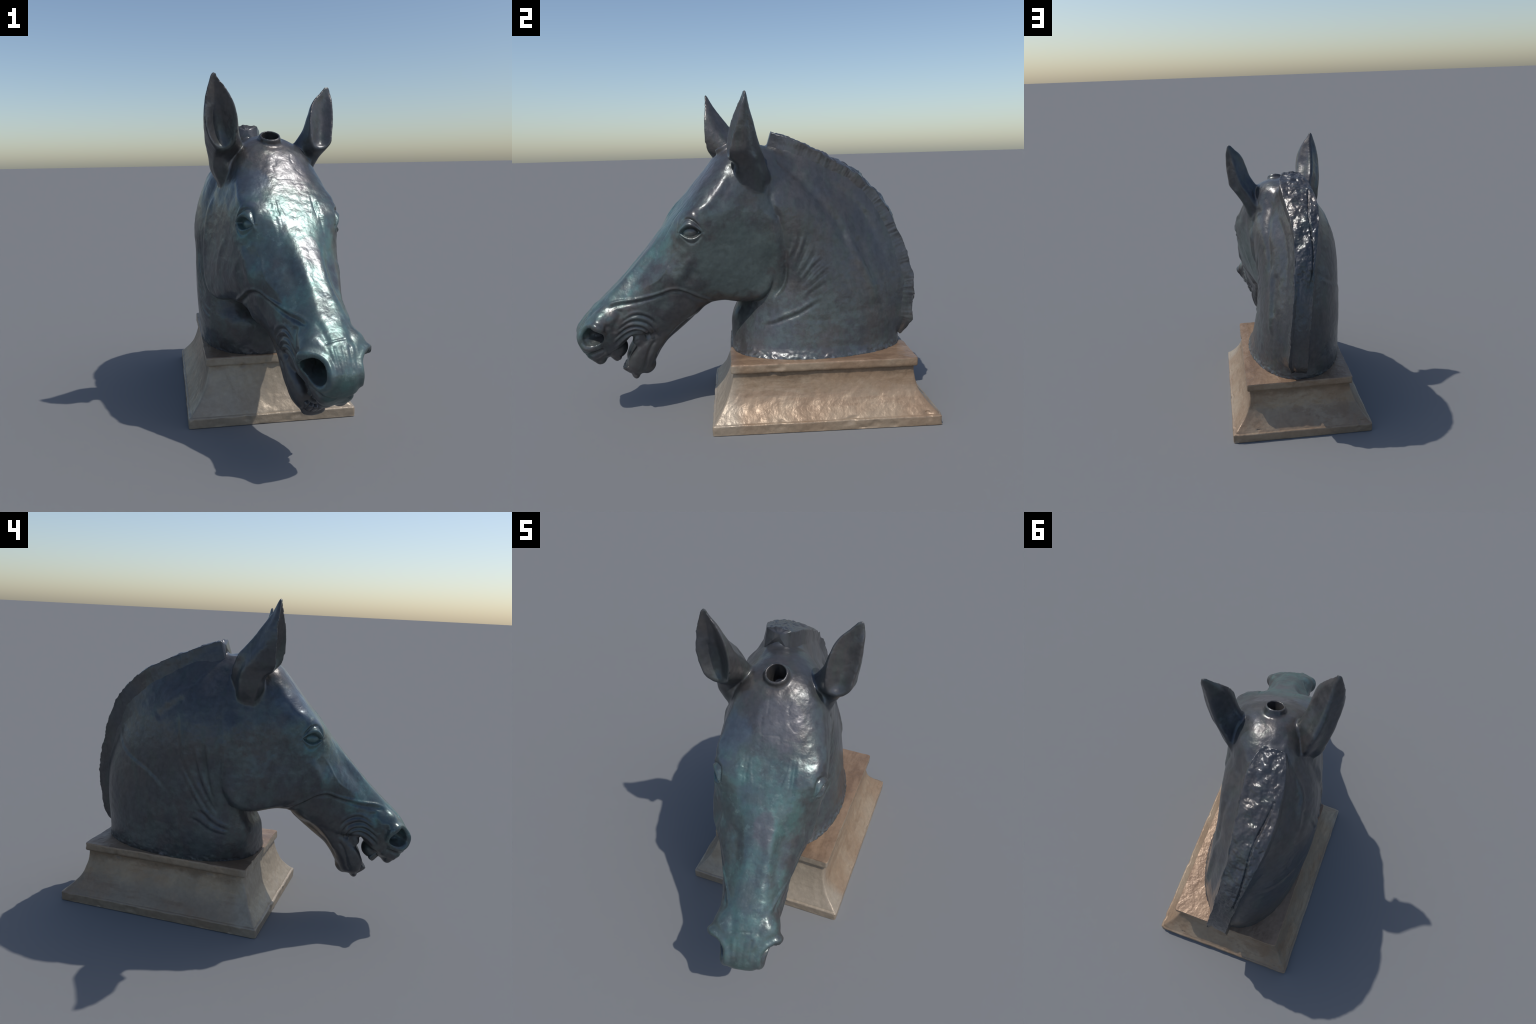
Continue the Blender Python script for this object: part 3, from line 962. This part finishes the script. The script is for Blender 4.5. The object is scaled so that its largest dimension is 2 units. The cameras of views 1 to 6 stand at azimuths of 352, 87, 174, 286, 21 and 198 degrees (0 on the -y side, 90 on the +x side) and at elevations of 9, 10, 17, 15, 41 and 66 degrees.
for upper in (True, False):
    for k in range(6):
        ang = (k-2.5)/2.5*1.05
        r = .060 if upper else .054
        d0 = (.774 if upper else .788)+.052*math.cos(ang)*(1. if upper else .9)
        l0 = r*math.sin(ang)
        u0 = -.170 if upper else -.345
        out = fvec((math.cos(ang), 0, math.sin(ang))); across = fvec((-math.sin(ang), 0, math.cos(ang)))
        base = hw(d0-.01, u0, l0+lean(u0, d0))
        dirv = fvec((.06, -1, 0)) if upper else fvec((.10, 1, 0))
        t = incisor('tooth', base, dirv, across, out, .028, .062 if upper else .055, .026)
        child(t, 'tooth', bronze)

# ------------------------------------------------------------------ mane
def build_mane():
    n = 420
    ss, v, ny, nz = mane_path(n)
    step = ss[-1]*.60                       # the hogged, rough part ends here
    rings = []
    NW, NT = 30, 48
    fbm = lambda x, y, z: noise.fractal(Vector((x, y, z)), 1., 2., 4)
    for i in range(n):
        y, z, cx, w, h = v[i]; s = ss[i]
        rough = 1/(1+math.exp((s-step)/.012))
        spread = right_spread(s, ss[-1])
        tilt = .011*min(max((s-.20)/.15, 0), 1)*(.35+.65*rough)     # the cut slopes down to the right
        pts = []

        def flute(side, q):
            # clipped locks: irregular upright grooves, strongest at the cut edge
            f = noise.noise(Vector((s*30, side*9, q*.8)))+.55*noise.noise(Vector((s*78, side*5+3, q*.8)))
            m = .35+.65*abs(noise.noise(Vector((s*7, side*3, 4))))*1.6
            lump = .006*noise.noise(Vector((s*9, side*7, q*2+5)))
            return .0042*f*m*(.3+.7*q)+lump*q

        def edge(side):
            return (.013*noise.noise(Vector((s*15, side*4+1, 2)))+.005*noise.noise(Vector((s*44, side*4+1, 5)))
                    + .002*noise.noise(Vector((s*110, side*4+1, 8))))

        for side in (1, -1):
            wall = []
            for k in range(NW):
                q = k/(NW-1)
                a = side*(w+(spread if side > 0 else 0)+.012*min(1, .15+s/.18)*(1-q)**1.9+flute(side, q))
                wall.append((a, -h*1.35*(1-q)+edge(side)*q**3+tilt*-side))
            if side == 1:
                pts += wall
                for k in range(1, NT):
                    a = 1-2*k/NT
                    top = .010*(1-a*a)*rough
                    top += rough*(.016*fbm(s*10, a*w*13, 1.)+.0025*fbm(s*45, a*w*45, 4.))*(1-a**6)
                    # a long scar on the left half, a sunk smooth channel lower down
                    top -= rough*.010*bell(a+.45+.25*math.sin(s*9), .07)*(s > .25)
                    top -= (1-rough)*(.005*(1-a**4)+.008*bell(a-.60, .22)*(a < .97))
                    top += (1-rough)*.002*fbm(s*20, a*3, 8.)
                    pts.append((a*w+spread*max(a, 0), top-tilt*a))
            else:
                pts += wall[::-1]
        pts.append((0, -h*1.5))
        rings.append([(cx+a, y+b*ny[i], z+b*nz[i]) for a, b in pts])
    return loft('mane', np.array(rings))


mane = build_mane(); shade_smooth(mane); child(mane, 'mane', bronze)

# ------------------------------------------------------------------ pedestal
PED = [(0, 0), (.048, 0), (.052, .003), (.055, .012), (.063, .018), (.08, .038), (.10, .058), (.13, .085), (.165, .106),
       (.20, .118), (.24, .125), (.275, .127), (.292, .124), (.297, .118), (.299, .109), (.304, .107), (.340, .107), (.346, .110)]


def build_pedestal():
    z = np.array([p[0] for p in PED]); ins = np.array([p[1] for p in PED])
    rings = []
    prof = []
    for (z0, i0), (z1, i1) in zip(PED[:-1], PED[1:]):
        k = max(2, int(math.hypot(z1-z0, i1-i0)/.006))
        prof += [(z0+(z1-z0)*j/k, i0+(i1-i0)*j/k) for j in range(k)]
    prof.append(PED[-1])
    prof = np.array(prof)
    # ease the polyline of the hollow into a curve
    core = (prof[:, 0] > .062) & (prof[:, 0] < .29)
    for _ in range(12):
        q = prof.copy(); q[1:-1] = (prof[:-2]+2*prof[1:-1]+prof[2:])/4
        prof[core] = q[core]
    for z, ins in prof:
        hollow = math.sin(math.pi*min(max((z-.055)/.24, 0), 1))     # the hollow is shallower in front and left
        x0, x1, y0, y1 = -.455+ins-.016*hollow, .455-ins+.004*hollow, -.243+ins-.022*hollow, .997-ins+.004*hollow
        ring = []
        for (ax, ay), (bx, by), n in [((x0, y0), (x1, y0), 110), ((x1, y0), (x1, y1), 150), ((x1, y1), (x0, y1), 110), ((x0, y1), (x0, y0), 150)]:
            for k in range(n):
                t = k/n
                # a softly worn arris at every corner
                e = .5-.5*math.cos(math.pi*t); t = .35*e+.65*t
                wear = .004*math.exp(-min(k, n-k)/1.5)
                cx, cy = (x0+x1)/2, (y0+y1)/2
                px, py = ax+(bx-ax)*t, ay+(by-ay)*t
                px -= wear*np.sign(px-cx)*(abs(px-cx) > .2); py -= wear*np.sign(py-cy)*(abs(py-cy) > .2)
                ring.append((px, py, z))
        rings.append(ring)
    R = np.array(rings)
    # weathering: soft dents, chipped arrises
    for i in range(len(R)):
        for j in range(R.shape[1]):
            p = Vector(R[i, j])
            dn = .0035*noise.noise(p*9)+.0022*noise.noise(p*28)
            chip = max(0, noise.noise(p*17+Vector((5, 5, 5)))-.35)*.02 if (.28 < p.z or p.z < .07) else 0
            c = Vector((0, .377, 0)); o = Vector((p.x, p.y-.377, 0))
            o = Vector((np.sign(o.x)*(abs(o.x)/.455 > abs(o.y)/.62), np.sign(o.y)*(abs(o.x)/.455 <= abs(o.y)/.62), 0))
            if p.z > .004:
                R[i, j] += np.array(o)*(dn-chip)
                R[i, j, 2] += .0015*noise.noise(p*14) if p.z > .06 else 0
    return loft('pedestal', R)


ped = build_pedestal(); shade_smooth(ped); ped.data.set_sharp_from_angle(angle=math.radians(38)); child(ped, 'pedestal', marble)
